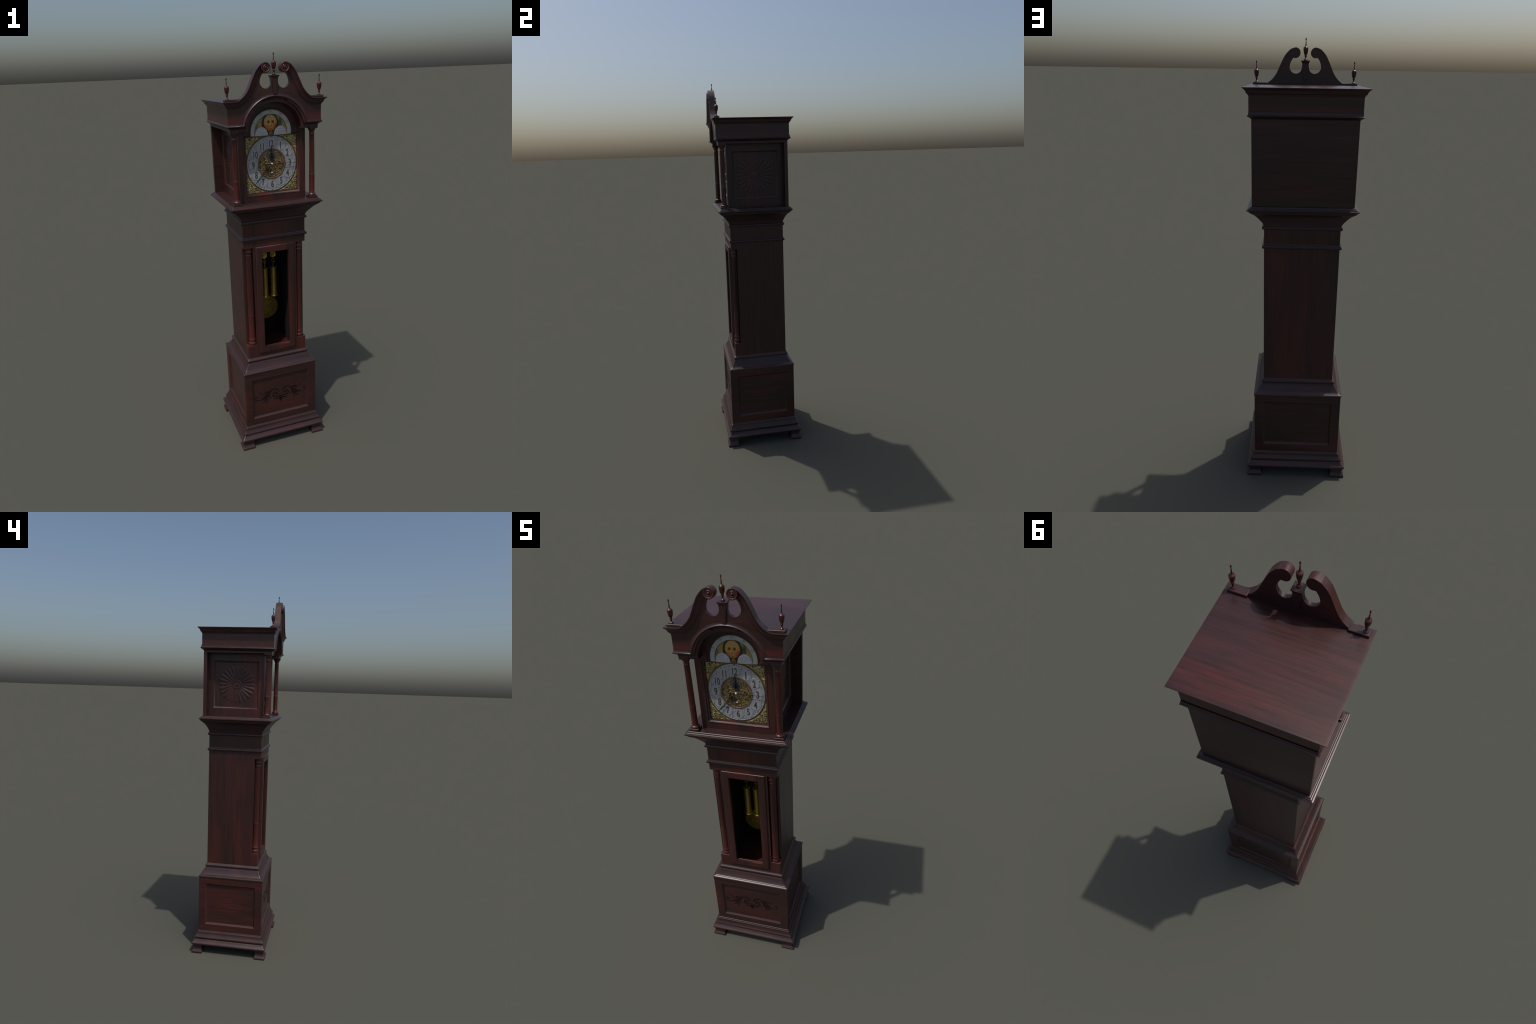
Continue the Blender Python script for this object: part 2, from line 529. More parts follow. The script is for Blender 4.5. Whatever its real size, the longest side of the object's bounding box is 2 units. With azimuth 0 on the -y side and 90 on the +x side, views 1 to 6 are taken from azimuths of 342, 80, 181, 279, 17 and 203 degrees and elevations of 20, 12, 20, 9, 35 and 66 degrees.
# --- carved scroll on the front field, one half drawn and mirrored ------------
SCROLL = [
    ([(0.0040, 0.2790), (0.0161, 0.2698), (0.0295, 0.2680), (0.0412, 0.2743), (0.0422, 0.2876), (0.0327, 0.2962),
      (0.0237, 0.2941), (0.0232, 0.2862), (0.0302, 0.2816)], (0.0014, 0.0034, 0.0044, 0.0044, 0.0040, 0.0052, 0.0056)),
    ([(0.0081, 0.2930), (0.0125, 0.3072), (0.0272, 0.3167), (0.0461, 0.3180), (0.0616, 0.3106), (0.0774, 0.3098),
      (0.0932, 0.3143)], (0.0020, 0.0042, 0.0048, 0.0034, 0.0024, 0.0038, 0.0008)),
    ([(0.0471, 0.3097), (0.0615, 0.3021), (0.0692, 0.2885), (0.0660, 0.2753), (0.0508, 0.2674)],
     (0.0008, 0.0044, 0.0062, 0.0036, 0.0008)),
    ([(0.0605, 0.3087), (0.0794, 0.2940), (0.0951, 0.2789), (0.1132, 0.2681), (0.1314, 0.2671), (0.1429, 0.2741),
      (0.1442, 0.2849), (0.1362, 0.2887), (0.1322, 0.2830)], (0.0012, 0.0024, 0.0030, 0.0030, 0.0024, 0.0022, 0.0026, 0.0042, 0.0048)),
    ([(0.0700, 0.3080), (0.0840, 0.3022), (0.0930, 0.2992), (0.1056, 0.3034), (0.1158, 0.3089), (0.1148, 0.3182)],
     (0.0010, 0.0028, 0.0022, 0.0020, 0.0020, 0.0024)),
    ([(0.0760, 0.3090), (0.0850, 0.3085), (0.0920, 0.3055), (0.0975, 0.3080)], (0.0008, 0.0026, 0.0020, 0.0006)),
    ([(0.0753, 0.2902), (0.0757, 0.2728), (0.0726, 0.2587), (0.0686, 0.2493)], (0.0010, 0.0026, 0.0024, 0.0006)),
    ([(0.0789, 0.2880), (0.0817, 0.2663), (0.0806, 0.2492), (0.0774, 0.2338)], (0.0010, 0.0030, 0.0036, 0.0006)),
    ([(0.0816, 0.2885), (0.0881, 0.2646), (0.0947, 0.2505), (0.1065, 0.2436)], (0.0010, 0.0032, 0.0032, 0.0006)),
    ([(0.0839, 0.2904), (0.0950, 0.2703), (0.1089, 0.2587)], (0.0010, 0.0032, 0.0008)),
    ([(0.0000, 0.2715), (0.0113, 0.2575), (0.0269, 0.2533), (0.0416, 0.2582)], (0.0020, 0.0044, 0.0040, 0.0006)),
    ([(0.0000, 0.2875), (0.0060, 0.2872), (0.0120, 0.2885)], (0.0012, 0.0012, 0.0008)),
    ([(0.0010, 0.2620), (0.0050, 0.2530), (0.0090, 0.2440)], (0.0016, 0.0040, 0.0006)),
    ([(0.0020, 0.2560), (0.0032, 0.2440), (0.0012, 0.2318)], (0.0030, 0.0040, 0.0008)),
]
bm = bmesh.new()
for pts, wd in SCROLL:
    sp = spline(pts, 7)
    for mir in (False, True):
        stroke_bm(bm, sp, wd, YF + 0.0093, 0.0005, mir)
finish(bm, "carved_scroll", CARVED, base_box, wn=False, sharp=30)

# =====================================================================
#  WAIST: hollow trunk, corner notches with quarter columns, glazed-style door
# =====================================================================
WX, WF, WB = 0.1601, -0.1388, 0.1494
tr = temp(box_bm(-WX, WX, WF, WB, 0.505, 1.2700), "trunk_block")
cut = [temp(box_bm(-0.0700, 0.0700, -0.30, -0.10, 0.5740, 1.0955)),
       temp(box_bm(-0.1040, 0.1040, -0.1310, 0.1370, 0.5150, 1.1350))]
for s in (-1, 1):
    xs = sorted((s * 0.1135, s * 0.30))
    cut.append(temp(box_bm(xs[0], xs[1], -0.30, -0.1068, 0.5874, 1.1220)))
bm = boolean(tr, cut)
clean_bevel(bm, 0.0016)
trunk = finish(bm, "trunk", WOOD_V)
# thin boards inside the cavity, near black: interior shade put into their colour
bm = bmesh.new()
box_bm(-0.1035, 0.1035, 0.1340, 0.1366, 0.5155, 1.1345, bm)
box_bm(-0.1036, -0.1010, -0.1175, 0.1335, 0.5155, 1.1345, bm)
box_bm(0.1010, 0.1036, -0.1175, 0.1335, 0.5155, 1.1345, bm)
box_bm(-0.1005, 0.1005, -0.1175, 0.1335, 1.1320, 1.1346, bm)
finish(bm, "cavity_shade_boards", WOOD_INSIDE_SHADE, trunk)
box("cavity_floor", -0.1005, 0.1005, -0.1305, 0.1335, 0.5154, 0.5180, WOOD_Y, trunk, 0.0)


def bead(name, z, parent, wall=(WX, WF, WB), out=0.0085, h=0.0075):
    rows = []
    for k in range(9):
        a = -PI / 2 + PI * k / 8
        o = out * (0.25 + 0.75 * math.cos(a)) if 0 < k < 8 else -0.002
        rows.append((z + h * math.sin(a), wall[0] + o, wall[1] - o * 0.86, wall[2] + o * 0.82))
    # short fillet above the bead melts into the wall
    rows[-1] = (z + h, wall[0] + 0.0026, wall[1] - 0.0022, wall[2] + 0.0020)
    rows.append((z + h + 0.004, wall[0] + 0.0008, wall[1] - 0.0006, wall[2] + 0.0006))
    rows.append((z + h + 0.006, wall[0] - 0.002, wall[1] + 0.002, wall[2] - 0.002))
    return rect_loft(name, rows, WOOD_MOULD, parent, r=0.001)


bead("bead_moulding", 1.1655, trunk)
bead("bead_moulding", 1.2500, trunk)

HB = [(1.2550, 0.1605), (1.2610, 0.1630), (1.2680, 0.1656), (1.2725, 0.1685), (1.2768, 0.1717), (1.2830, 0.1768),
      (1.2900, 0.1826), (1.2965, 0.1882), (1.3025, 0.1937), (1.3075, 0.1992), (1.3125, 0.2056), (1.3162, 0.2112), (1.3170, 0.2126),
      (1.3208, 0.2128), (1.3214, 0.2182), (1.3230, 0.2192), (1.3265, 0.2210), (1.3292, 0.2230), (1.3300, 0.2270), (1.3312, 0.2286),
      (1.3340, 0.2289), (1.3362, 0.2284), (1.3370, 0.2262), (1.3374, 0.2228), (1.3400, 0.2218), (1.3418, 0.2204), (1.3424, 0.2164),
      (1.3450, 0.2154), (1.3468, 0.2142), (1.3480, 0.2112)]
cove_rows = [(z, hx, -0.1393 - (hx - 0.1600) * 0.905, 0.1496 + (hx - 0.1600) * 0.622
              - 0.0045 * max(0.0, math.sin(PI * min(1.0, (hx - 0.1600) / 0.0600)))) for z, hx in HB]
hood_base = rect_loft("hood_base", cove_rows, WOOD_MOULD)

# quarter columns standing in the notches
QC = [(0.0002, 0.586), (0.0212, 0.586), (0.0212, 0.592), (0.0222, 0.5945), (0.0228, 0.5985), (0.0222, 0.6025), (0.0205, 0.6045),
      (0.0190, 0.6075), (0.0186, 0.6120), (0.0194, 0.6145), (0.0208, 0.6165), (0.0212, 0.6195), (0.0206, 0.6225),
      (0.0192, 0.6245), (0.0184, 0.6290), (0.0184, 0.7530), (0.0187, 0.7550), (0.0189, 0.7562), (0.0187, 0.7575),
      (0.0183, 0.7600), (0.0183, 0.7700), (0.0180, 0.9200), (0.0175, 1.0720), (0.0175, 1.0785), (0.0182, 1.0795), (0.0184, 1.0812),
      (0.0182, 1.0830), (0.0175, 1.0840), (0.0176, 1.0930), (0.0192, 1.0955), (0.0207, 1.0975), (0.0214, 1.1010),
      (0.0200, 1.1040), (0.0196, 1.1100), (0.0210, 1.1170), (0.0222, 1.1215), (0.0222, 1.1235), (0.0002, 1.1235)]
QC = [(r * 0.90, z) for r, z in QC]
qc = lathe("quarter_column", QC, WOOD_QUARTER, trunk, segs=96, flute=(0.765, 1.075, 12, 0.0016))
qc.location = (-0.1302, -0.1184, 0)
copy(qc, (0.1302, -0.1184, 0))


def frame_rings(bm, specs, zc, zh, hx):
    """Rectangular frame lofted through (inset, y) pairs from its outer back edge
    over the face to its inner back edge."""
    rings = []
    for ins, y in specs:
        rings.append([(x, y, z) for x, z in ((-hx + ins, zc - zh + ins), (hx - ins, zc - zh + ins),
                                             (hx - ins, zc + zh - ins), (-hx + ins, zc + zh - ins))])
    loft(bm, rings, cap=False)


bm = bmesh.new()
frame_rings(bm, [(0, -0.1375), (0, -0.1415), (0.0006, -0.1432), (0.0022, -0.1452), (0.0045, -0.1466), (0.0075, -0.1474),
                 (0.0110, -0.1477), (0.0280, -0.1477), (0.0305, -0.1474), (0.0322, -0.1462), (0.0330, -0.1445),
                 (0.0333, -0.1300)], (0.5385 + 1.1245) / 2, (1.1245 - 0.5385) / 2, 0.1022)
finish(bm, "trunk_door", WOOD_V, trunk, sharp=60)

# pendulum and weights behind the door
WT = [(0.0002, 0.806), (0.0150, 0.806), (0.0205, 0.8075), (0.0208, 0.8100), (0.0170, 0.8125), (0.0164, 0.8150), (0.0164, 0.9640),
      (0.0170, 0.9665), (0.0208, 0.9690), (0.0205, 0.9715), (0.0150, 0.9730), (0.0030, 0.9745), (0.0024, 0.9800), (0.0002, 0.9810)]
wt = lathe("weight", WT, BRASS_WEIGHT, trunk, segs=48)
wt.location = (-0.0235, -0.0370, 0)
wt2 = copy(wt, (0.0245, -0.0370, 0))
PUL = [(0.0002, -0.0035), (0.0150, -0.0035), (0.0162, -0.0030), (0.0150, -0.0012), (0.0150, 0.0012), (0.0162, 0.0030),
       (0.0140, 0.0036), (0.0105, 0.0036), (0.0095, 0.0022), (0.0070, 0.0022), (0.0058, 0.0048), (0.0002, 0.0055)]
pu = lathe("pulley", PUL, BRASS_WEIGHT, trunk, segs=40)
for v in pu.data.vertices:
    x, y, z = v.co
    v.co = (x, -z, y)
pu.location = (-0.0235, -0.0400, 1.0385)
copy(pu, (0.0245, -0.0400, 1.0385))


def wire(name, pts, r, mat, parent, segs=8):
    rings = []
    for i, p in enumerate(pts):
        a = Vector(pts[max(i - 1, 0)])
        b = Vector(pts[min(i + 1, len(pts) - 1)])
        t = (b - a).normalized()
        u = t.cross(Vector((0, 1, 0)))
        if u.length < 1e-3:
            u = t.cross(Vector((1, 0, 0)))
        u.normalize()
        w = t.cross(u)
        rings.append([tuple(Vector(p) + u * r * math.cos(2 * PI * k / segs) + w * r * math.sin(2 * PI * k / segs))
                      for k in range(segs)])
    return finish(loft(bmesh.new(), rings), name, mat, parent, wn=False)


hook_pts = spline([(0, 0, 0.9790), (0.0005, 0, 0.9900), (0.0060, 0, 0.9965), (0.0078, 0, 1.0060), (0.0010, 0, 1.0140),
                   (-0.0068, 0, 1.0075), (-0.0050, 0, 1.0000), (0.0020, 0, 0.9990)], 6)
hk = wire("weight_hook", hook_pts, 0.0012, BRASS_WEIGHT, trunk)
hk.location = (-0.0235, -0.0370, 0)
copy(hk, (0.0245, -0.0370, 0))
ch = wire("chain", [(-0.0145, 0, 1.040), (-0.0145, 0, 1.1330)], 0.0011, BRASS_BOB, trunk)
ch.location = (-0.0235, -0.0370, 0)
for x in (0.0055, 0.0245, 0.0535):
    copy(ch, (x, -0.0370, 0))
BOB = [(0.0002, -0.0085), (0.0300, -0.0075), (0.0460, -0.0045), (0.0520, -0.0020), (0.0532, 0.0), (0.0520, 0.0025), (0.0500, 0.0035),
       (0.0485, 0.0030), (0.0400, 0.0065), (0.0250, 0.0095), (0.0002, 0.0110)]
bob = lathe("pendulum_bob", BOB, BRASS_BOB, trunk, segs=64)
for v in bob.data.vertices:
    x, y, z = v.co
    v.co = (x * 1.24, -z * 0.55 + 0.0200, y * 1.24 + 0.7150)
box("pendulum_rod", -0.0035, 0.0035, 0.0190, 0.0220, 0.7600, 1.1330, BRASS_BOB, trunk, 0.0005)

# =====================================================================
#  HOOD: body with sunburst sides, door and dial opening, back board, columns
# =====================================================================
BX, BF, BB = 0.1628, -0.1437, 0.1565
ZB, ZT = 1.3465, 1.7950
DZ, DR = 1.6645, 0.0985          # centre and radius of the arched dial opening


def opening(o, n=40):
    hx, zb, zs, r = 0.1250 + o, 1.3885 - o, 1.6480 + o, DR + o
    xs = math.sqrt(max(r * r - (zs - DZ) ** 2, 0))
    a0 = math.atan2(zs - DZ, xs)
    pts = [(-hx, zb), (hx, zb), (hx, zs)]
    for k in range(n + 1):
        a = a0 + (PI - 2 * a0) * k / n
        pts.append((r * math.cos(a), DZ + r * math.sin(a)))
    pts.append((-hx, zs))
    return pts


bm = bmesh.new()
for s in (-1, 1):
    panel_face(bm, lambda u, v, k: (s * (BX - k), u, v), BF, BB, ZB, ZT, (0.0300, 0.0250, 0.0445, 0.1530), 0.0075, 0.0100)
# front face round the opening
outer = [bm.verts.new(p) for p in ((-BX, BF, ZB), (BX, BF, ZB), (BX, BF, ZT), (-BX, BF, ZT))]
inner = [bm.verts.new((x, BF, z)) for x, z in opening(0.0115)]
edges = []
for loop in (outer, inner):
    for i in range(len(loop)):
        edges.append(bm.edges.new((loop[i], loop[(i + 1) % len(loop)])))
bmesh.ops.triangle_fill(bm, use_beauty=True, use_dissolve=False, edges=edges)
hood_body = finish(bm, "hood_body", WOOD_V, bevel=0.0)
# moulded rebate leading in to the dial
bm = bmesh.new()
rings = []
for o, y in ((0.0118, -0.1430), (0.0116, -0.1446), (0.0104, -0.1455), (0.0090, -0.1450), (0.0080, -0.1430), (0.0070, -0.1400),
             (0.0050, -0.1370), (0.0025, -0.1348), (0.0000, -0.1340), (-0.0004, -0.1290)):
    rings.append([(x, y, z) for x, z in opening(o)])
loft(bm, rings, cap=False)
finish(bm, "dial_rebate", WOOD_V, hood_body, sharp=60)

box("back_board", -0.2088, 0.2088, 0.1565, 0.1743, 1.3460, 1.6905, WOOD_BACK, hood_body, 0.0012)

# sunburst carving on both sides
SBY, SBZ, SBX = 0.0050, 1.5190, BX - 0.0076
bm = bmesh.new()
for s in (-1, 1):
    for i in range(24):
        a = 2 * PI * i / 24 + PI / 2
        ca, sa = math.cos(a), math.sin(a)
        rows = []
        for t, w, h in ((0.026, 0.0016, 0.0), (0.030, 0.0022, 0.0016), (0.050, 0.0046, 0.0024), (0.070, 0.0074, 0.0028),
                        (0.084, 0.0092, 0.0030), (0.092, 0.0090, 0.0028), (0.0975, 0.0066, 0.0022), (0.1005, 0.0034, 0.0010),
                        (0.1012, 0.0012, 0.0)):
            row = []
            for f, g in ((1, 0), (0.86, 0.55), (0.5, 0.9), (0, 1), (-0.5, 0.9), (-0.86, 0.55), (-1, 0)):
                y = SBY + t * ca - w * f * sa
                z = SBZ + (t * sa + w * f * ca) * 1.0
                row.append((s * (SBX - 0.0003 + h * g * 0.6), y, z))
            rows.append(row)
        loft(bm, rows, cap=False, close=False)
sun = finish(bm, "sunburst", WOOD_V, hood_body, wn=False, sharp=70)
BOSS = [(0.0002, 0), (0.0255, 0.0), (0.0250, 0.0020), (0.0225, 0.0036), (0.0200, 0.0036), (0.0180, 0.0022), (0.0160, 0.0018),
        (0.0130, 0.0026), (0.0070, 0.0038), (0.0002, 0.0042)]
for s in (-1, 1):
    lathe("sunburst_boss", BOSS, WOOD_V, hood_body, segs=48,
          place=lambda x, y, z: (s * (SBX - 0.0004 + z * 0.7), SBY + x, SBZ + y))

# free-standing corner columns
COL = [(0.0002, 1.3585), (0.0168, 1.3585), (0.0182, 1.3602), (0.0188, 1.3632), (0.0184, 1.3660), (0.0166, 1.3682), (0.0144, 1.3696),
       (0.0134, 1.3708), (0.0142, 1.3720), (0.0142, 1.3732), (0.0132, 1.3745), (0.0130, 1.3780), (0.0130, 1.4550), (0.0133, 1.4572),
       (0.0135, 1.4584), (0.0133, 1.4596), (0.0128, 1.4615), (0.0127, 1.4700), (0.0123, 1.5600), (0.0116, 1.6390), (0.0116, 1.6440),
       (0.0124, 1.6450), (0.0126, 1.6465), (0.0124, 1.6480), (0.0116, 1.6490), (0.0116, 1.6570), (0.0124, 1.6585), (0.0128, 1.6600),
       (0.0136, 1.6615), (0.0152, 1.6640), (0.0168, 1.6665), (0.0172, 1.6690), (0.0172, 1.6725), (0.0002, 1.6725)]
col = lathe("column", COL, WOOD_TURNED, hood_body, segs=96, flute=(1.468, 1.641, 12, 0.0012))
col.location = (-0.1868, -0.1662, 0)
copy(col, (0.1868, -0.1662, 0))
pl = box("column_plinth", -0.0208, 0.0208, -0.0208, 0.0208, 1.3440, 1.3592, WOOD_MOULD, hood_body, 0.0016)
pl.location = (-0.1868, -0.1662, 0)
copy(pl, (0.1868, -0.1662, 0))
cb = box("column_block", -0.0208, 0.0208, -0.0205, 0.0208, 1.6722, 1.6830, WOOD_MOULD, hood_body, 0.0012)
cb.location = (-0.1868, -0.1662, 0)
copy(cb, (0.1868, -0.1662, 0))

# =====================================================================
#  ENTABLATURE: frieze block with arch, architrave, mouldings
# =====================================================================
FX, FF, FB = 0.2184, -0.1972, 0.1818
AZ = 1.6740                       # arch centre height


def arch_cutter(r, y1, zlow=1.60, n=64):
    bm = bmesh.new()
    pts = [(r * math.cos(PI * k / n), AZ + r * math.sin(PI * k / n)) for k in range(n + 1)]
    pts += [(-r, zlow), (r, zlow)]
    a = [bm.verts.new((x, -0.30, z)) for x, z in pts]
    b = [bm.verts.new((x, y1, z)) for x, z in pts]
    bm.faces.new(a)
    bm.faces.new(list(reversed(b)))
    for i in range(len(a)):
        j = (i + 1) % len(a)
        bm.faces.new((a[i], b[i], b[j], a[j]))
    return temp(bm)


bm = boolean(temp(box_bm(-FX, FX, FF, FB, 1.7030, 1.8030)), [arch_cutter(0.1375, -0.1830), arch_cutter(0.1280, -0.0900)])
frieze = finish(bm, "frieze", WOOD_X, sharp=40)
bm = boolean(temp(box_bm(-0.2080, 0.2080, -0.1860, 0.1739, 1.6815, 1.7050)), [arch_cutter(0.1300, -0.0900)])
finish(bm, "architrave", WOOD_X, frieze, sharp=40)
box("roof_board", -FX, FX, -0.1815, FB, 1.8030, 1.8080, WOOD_X, frieze, 0.0)
# arch fascia
n = 64
ro, ri, zl = 0.1378, 0.1270, 1.6770
a_o, a_i = math.asin((zl - AZ) / ro), math.asin((zl - AZ) / ri)
outl = [(ro * math.cos(a_o + (PI - 2 * a_o) * k / n), min(1.8070, AZ + ro * math.sin(a_o + (PI - 2 * a_o) * k / n))) for k in range(n + 1)]
innl = [(ri * math.cos(a_i + (PI - 2 * a_i) * k / n), AZ + 0.970 * ri * math.sin(a_i + (PI - 2 * a_i) * k / n)) for k in range(n + 1)]
prism_xz("arch_fascia", outl + innl[::-1], -0.1874, -0.1436, WOOD_X, frieze, sharp=40)
# feet of the arch beside the column blocks
bm = bmesh.new()
for s in (-1, 1):
    xs = sorted((s * 0.1225, s * 0.1640))
    box_bm(xs[0], xs[1], -0.1855, -0.1440, 1.6772, 1.6818, bm)
finish(bm, "arch_foot", WOOD_X, frieze, bevel=0.0008)


def sweep(name, sections, mat, parent, sharp=50):
    bm = bmesh.new()
    loft(bm, sections, cap=False, close=False)
    return finish(bm, name, mat, parent, sharp=sharp)


# lower frieze moulding: runs round the back and sides, mitres at the front
# corners, then follows the arch
LP = [(-0.0032, 0), (0, 0), (0.0012, 0.0), (0.0030, 0.0012), (0.0052, 0.0040), (0.0075, 0.0075), (0.0098, 0.0105), (0.0118, 0.0128), (0.0125, 0.0146),
      (0.0142, 0.0152), (0.0158, 0.0148), (0.0168, 0.0132), (0.0185, 0.0118), (0.0215, 0.0108), (0.0260, 0.0103), (0.0300, 0.0100), (0.0300, 0.0090)]
LH = 1.6895


def low_sections(s):
    out = []
    out.append([(s * (0.2086 + d), 0.1746 + d, LH + h) for h, d in LP])
    out.append([(s * (0.2086 + d), -0.1870 - d, LH + h) for h, d in LP])
    r0 = 0.1348
    x0 = math.sqrt(r0 * r0 - (LH - AZ) ** 2)
    rad = (x0 / r0, (LH - AZ) / r0)
    mx = (1 - rad[1]) / rad[0]
    out.append([(s * (x0 + mx * h), -0.1870 - d, LH + h) for h, d in LP])
    a0 = math.asin((LH - AZ) / r0)
    for k in range(1, 49):
        a = a0 + (PI / 2 - a0) * k / 48
        sec = []
        for h, d in LP:
            px, pz = (r0 + h) * math.cos(a), AZ + (r0 + h) * math.sin(a)
            sec.append((s * px, -0.1870 - d, pz))
        if min(p[2] for p in sec) < LH:
            continue
        # keep sections from crossing the mitre
        if any(p[2] < LH + h - 1e-6 and abs(p[0]) > x0 + mx * h for p, (h, d) in zip(sec, LP)):
            continue
        out.append(sec)
    return out


right, left = low_sections(1), low_sections(-1)
sweep("frieze_moulding", left[::-1] + right, WOOD_MOULD, frieze)

# crown: back and sides level, front follows the swan neck
CP = [(0, 0), (0.5, 0), (0.97, 0), (1, 0.0006), (1, 0.0030), (0.93, 0.0040), (0.84, 0.0055), (0.70, 0.0082), (0.57, 0.0112), (0.47, 0.0145),
      (0.41, 0.0180), (0.385, 0.0200), (0.38, 0.0218), (0.30, 0.0224), (0.24, 0.0238), (0.13, 0.0265), (0.05, 0.0295), (0.02, 0.0325), (-0.05, 0.0327)]
CX, CBK, CFR = 0.0230, 0.0200, 0.0166
NECK = [(0.1900, 1.8080), (0.1800, 1.8086), (0.1715, 1.8112), (0.1605, 1.8178), (0.1457, 1.8295), (0.1340, 1.8430), (0.1243, 1.8577),
        (0.1098, 1.8887), (0.0945, 1.9200), (0.0847, 1.9346), (0.0690, 1.9510), (0.0600, 1.9560), (0.0525, 1.9590), (0.0437, 1.9608)]
neck = spline(NECK, 6)


def crown_sections(s):
    z = 1.8080
    out = [[(s * (FX + CX * d), FB + CBK * d, z - h) for d, h in CP],
           [(s * (FX + CX * d), FF - CFR * d, z - h) for d, h in CP]]
    for i, (x, zz) in enumerate(neck):
        x0, z0 = neck[max(i - 1, 0)]
        x1, z1 = neck[min(i + 1, len(neck) - 1)]
        tx, tz = x1 - x0, z1 - z0
        L = math.hypot(tx, tz)
        tx, tz = tx / L, tz / L
        if i == 0:
            tx, tz = -1, 0
        nx, nz = -tz, tx              # points down, into the board
        out.append([(s * (x + nx * h), FF - CFR * d, zz + nz * h) for d, h in CP])
    return out


right, left = crown_sections(1), crown_sections(-1)
crown = sweep("crown_moulding", left[::-1] + right, WOOD_X, frieze, sharp=45)

# =====================================================================
#  PEDIMENT: pierced scroll board, rosettes, pedestal, finials
# =====================================================================
RC, RR = (0.0437, 1.9394), 0.0214
side = [(FX, 1.8030), (FX, 1.8080)] + [p for p in neck]
a0, a1 = 90, 290
for k in range(1, 40):
    a = math.radians(a0 + (a1 - a0) * k / 40)
    side.append((RC[0] + RR * math.cos(a), RC[1] + RR * math.sin(a)))
side += spline([(0.0524, 1.9190), (0.0604, 1.9082), (0.0658, 1.8958), (0.0682, 1.8840), (0.0677, 1.8752), (0.0642, 1.8683),
                (0.0590, 1.8617), (0.0518, 1.8570), (0.0450, 1.8549), (0.0380, 1.8545), (0.0318, 1.8562), (0.0258, 1.8598),
                (0.0210, 1.8640), (0.0181, 1.8680), (0.0162, 1.8735), (0.0150, 1.8805), (0.0140, 1.8900), (0.0134, 1.8985)], 3)
arc_r, arc_x = 0.1440, math.sqrt(0.1440 ** 2 - (1.8030 - AZ) ** 2)
arc_a = math.asin((1.8030 - AZ) / arc_r)
under = [(arc_r * math.cos(PI - arc_a - (PI - 2 * arc_a) * k / 24), AZ + arc_r * math.sin(PI - arc_a - (PI - 2 * arc_a) * k / 24)) for k in range(25)]
outline = side + [(-x, z) for x, z in side[::-1]] + under
pediment = prism_xz("pediment_board", outline, FF, -0.1815, WOOD_X, None, bevel=0.0, sharp=40)

box("arch_filler", -0.0660, 0.0660, -0.1866, -0.1816, 1.8031, 1.8186, WOOD_X, pediment, 0.0)
ROS = [(0.0214, -0.1960), (0.0214, -0.2108), (0.0210, -0.2122), (0.0200, -0.2132), (0.0182, -0.2136), (0.0165, -0.2130), (0.0148, -0.2116),
       (0.0132, -0.2106), (0.0120, -0.2108), (0.0112, -0.2122), (0.0100, -0.2132), (0.0086, -0.2128), (0.0074, -0.2114), (0.0064, -0.2110),
       (0.0056, -0.2120), (0.0048, -0.2140), (0.0032, -0.2152), (0.0002, -0.2157)]
ros = lathe("rosette", ROS, WOOD_X, pediment, segs=56, place=lambda x, y, z: (x, z, y), sharp=70)
ros.location = (RC[0], 0, RC[1])
copy(ros, (-RC[0], 0, RC[1]))

ped_rows = [(1.8290, 0.0074, -0.2010, -0.1730), (1.8300, 0.0078, -0.2018, -0.1722), (1.8960, 0.0143, -0.2030, -0.1716),
            (1.8975, 0.0140, -0.2030, -0.1716), (1.8990, 0.0150, -0.2040, -0.1706), (1.9010, 0.0158, -0.2046, -0.1700),
            (1.9030, 0.0174, -0.2058, -0.1688), (1.9046, 0.0186, -0.2068, -0.1680), (1.9075, 0.0188, -0.2070, -0.1678),
            (1.9082, 0.0178, -0.2060, -0.1688)]
rect_loft("pedestal", ped_rows, WOOD_V, pediment, r=0.0008)

FIN = [(0.0002, 0.0), (0.0074, 0.0), (0.0080, 0.0015), (0.0080, 0.0040), (0.0072, 0.0054), (0.0050, 0.0066), (0.0034, 0.0084), (0.0029, 0.0110),
       (0.0034, 0.0145), (0.0048, 0.0175), (0.0056, 0.0195), (0.0052, 0.0215), (0.0044, 0.0225), (0.0056, 0.0245), (0.0076, 0.0285),
       (0.0092, 0.0340), (0.0101, 0.0400), (0.0105, 0.0460), (0.0107, 0.0505), (0.0104, 0.0522), (0.0086, 0.0540), (0.0062, 0.0556),
       (0.0042, 0.0574), (0.0031, 0.0600), (0.0025, 0.0660), (0.0018, 0.0740), (0.0013, 0.0800), (0.0016, 0.0812), (0.0026, 0.0830),
       (0.0030, 0.0855), (0.0024, 0.0885), (0.0010, 0.0912), (0.0002, 0.0918)]
fin = lathe("finial", FIN, WOOD_FINIAL, pediment, segs=32, sharp=65)
fin.location = (0, -0.1885, 1.9082)
for s in (-1, 1):
    copy(fin, (s * 0.2132, -0.1883, 1.8155))
    xs = sorted((s * 0.1615, s * 0.2290))
    box("finial_block", xs[0], xs[1], -0.2030, -0.1745, 1.8070, 1.8172, WOOD_MOULD, pediment, 0.0024)

# =====================================================================
#  DIAL
# =====================================================================
DY = -0.1300                      # dial plane
CZ = 1.5195                       # hand centre
EL = 1.045                        # the dial is slightly taller than wide


def ell(r, a):
    return r * math.cos(a), CZ + EL * r * math.sin(a)


